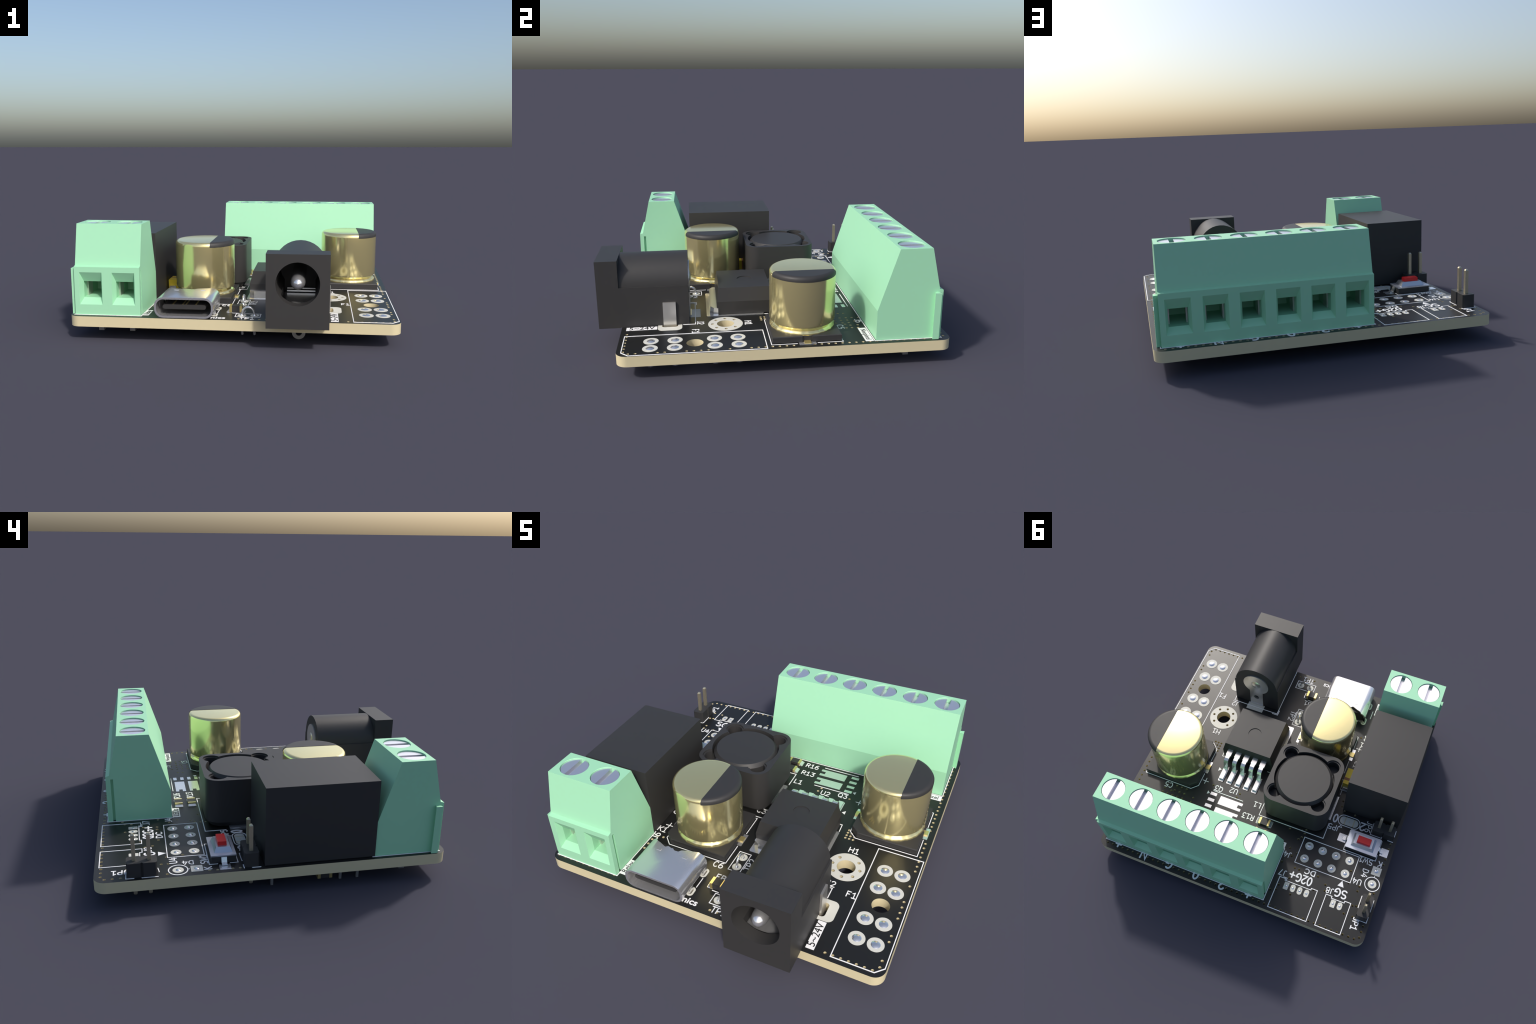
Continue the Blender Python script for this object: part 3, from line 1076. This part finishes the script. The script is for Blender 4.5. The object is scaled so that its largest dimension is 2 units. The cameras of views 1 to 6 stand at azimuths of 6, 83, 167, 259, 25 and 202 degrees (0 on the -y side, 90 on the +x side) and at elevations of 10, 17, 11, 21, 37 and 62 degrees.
# ------------------------------------------------------------------- push button
def push_button():
    m = Mesh()
    m.box(-22.35, -16.74, 5.55, 8.95, .05, 1.0, "black")
    ob = m.make("push_button", root)
    cv = Mesh()
    cv.box(-22.43, -16.66, 5.5, 9.0, 1.0, 1.18, "white")
    cv.loft([[(-21.65, 5.9, 1.18), (-17.5, 5.9, 1.18), (-17.5, 8.45, 1.18), (-21.65, 8.45, 1.18)],
             [(-21.22, 6.2, 1.85), (-17.88, 6.2, 1.85), (-17.88, 8.12, 1.85), (-21.22, 8.12, 1.85)]], "white")
    cv.make("switch_cover", ob)
    bt = Mesh()
    bt.box(-20.8, -18.35, 6.6, 7.85, 1.8, 2.44, "red", .03)
    bt.make("button_cap", ob)
    for s, xa, xb in ((-1, -24.25, -22.85), (1, -16.45, -14.9)):
        pd = Mesh()
        pd.prism(rrect(xa, xb, 6.45, 8.0, .05), 'z', 0, PAD_Z, "lead")
        pd.make("switch_land", ob)
        ld = Mesh()
        inner = -22.35 if s < 0 else -16.74
        o = inner + s * .95
        ld.prism([(inner - s * .2, .95), (inner + s * .2, .95), (inner + s * .45, .3), (o, .28), (o, .1),
                  (inner + s * .3, .1), (inner + s * .02, .75), (inner - s * .2, .75)], 'y', 6.85, 7.6, "lead")
        ld.make("switch_lead", ob)


push_button()


# ------------------------------------------------------------- small chip parts
def chip(name, cx, cy, L, Wd, H, end, body, pads=True, z=0.0, down=False, cap="brass"):
    s = -1 if down else 1
    m = Mesh()

    def zz(a, b):
        return (min(z + s * a, z + s * b), max(z + s * a, z + s * b))
    m.box(-L / 2 + end, L / 2 - end, -Wd / 2 + .02, Wd / 2 - .02, *zz(.08, H - .02), body)
    ob = m.make(name, root, (cx, cy, 0))
    for q in (-1, 1):
        e = Mesh()
        xa, xb = sorted((q * (L / 2 - end), q * L / 2))
        e.box(xa, xb, -Wd / 2, Wd / 2, *zz(.06, H), cap)
        e.make("end_cap", ob, (cx, cy, 0))
        if pads:
            p = Mesh()
            xa, xb = sorted((q * (L / 2 - end - .1), q * (L / 2 + .5)))
            p.prism(rrect(xa, xb, -Wd / 2 - .03, Wd / 2 + .03, .15), 'z', *zz(0, PAD_Z), "lead")
            # solder wedge climbing the end cap
            xe = q * L / 2
            p.prism([(xe, z + s * .04), (xe + q * .42, z + s * .05), (xe, z + s * H * .55)], 'y', -Wd / 2 + .05, Wd / 2 - .05, "lead")
            p.make("chip_land", ob, (cx, cy, 0))
    return ob


chip("chip_resistor", -1.42, 9.65, 2.05, 1.28, .5, .36, "black")
chip("chip_resistor", -1.4, 11.8, 2.05, 1.28, .5, .36, "black")
chip("ferrite_bead", .15, -19.4, 2.0, 1.27, 1.1, .4, "black")
under = chip("chip_resistor", 0, 0, 2.1, 1.27, 1.3, .42, "black", True, -TH, True)
under.name = "chip_capacitor"
for o in [under]:
    o.location = W(-23.35, -6.75, 0)
    o.rotation_euler = (0, 0, PI / 2)

tan = Mesh()
tan.box(-13.85, -12.22, -5.75, -3.72, .15, 1.9, "yellow")
tan.box(-13.85, -12.22, -3.15, -2.4, .15, 1.9, "yellow")
tan.box(-13.86, -12.21, -3.72, -3.15, .15, 1.905, "brown")
tob = tan.make("tantalum_capacitor", root)
te = Mesh()
te.box(-13.6, -12.45, -2.4, -1.95, .05, .9, "lead")
te.box(-13.6, -12.45, -6.2, -5.75, .05, .9, "lead")
te.make("end_cap", tob)


# --------------------------------------------------------------- test wire loops
def test_loop(a, b):
    ax, ay = a
    bx, by = b
    mx, my = (ax + bx) / 2, (ay + by) / 2
    d = Vector((bx - ax, by - ay, 0)) / 2
    rad = .93
    path = [(mx - d.x * rad, my - d.y * rad, 0.0), (mx - d.x * rad, my - d.y * rad, 0.25)]
    for i in range(1, 16):
        t = PI * i / 16
        path.append((mx - d.x * rad * math.cos(t), my - d.y * rad * math.cos(t), .25 + 1.06 * math.sin(t)))
    path += [(mx + d.x * rad, my + d.y * rad, .25), (mx + d.x * rad, my + d.y * rad, 0.0)]
    m = Mesh()
    m.tube(path, .19, "lead", 12)
    for q in (-1, 1):
        m.lathe([(.22, -1.5), (.22, -2.9), (.15, -3.05), (.002, -3.05)], "lead", 14, mx + q * d.x * rad, my + q * d.y * rad)
    ob = m.make("test_loop", root)
    for x, y in (a, b):
        p = Mesh()
        p.lathe([(.68, 0), (.67, PAD_Z), (.001, PAD_Z)], "tin", 28, smooth=False)
        p.lathe([(.3, PAD_Z), (.22, .2), (.12, .32)], "solder", 16)
        p.make("loop_land", ob, (x, y, 0))


test_loop((1.27, -21.43), (3.27, -21.43))
test_loop((.68, -12.86), (.68, -14.88))
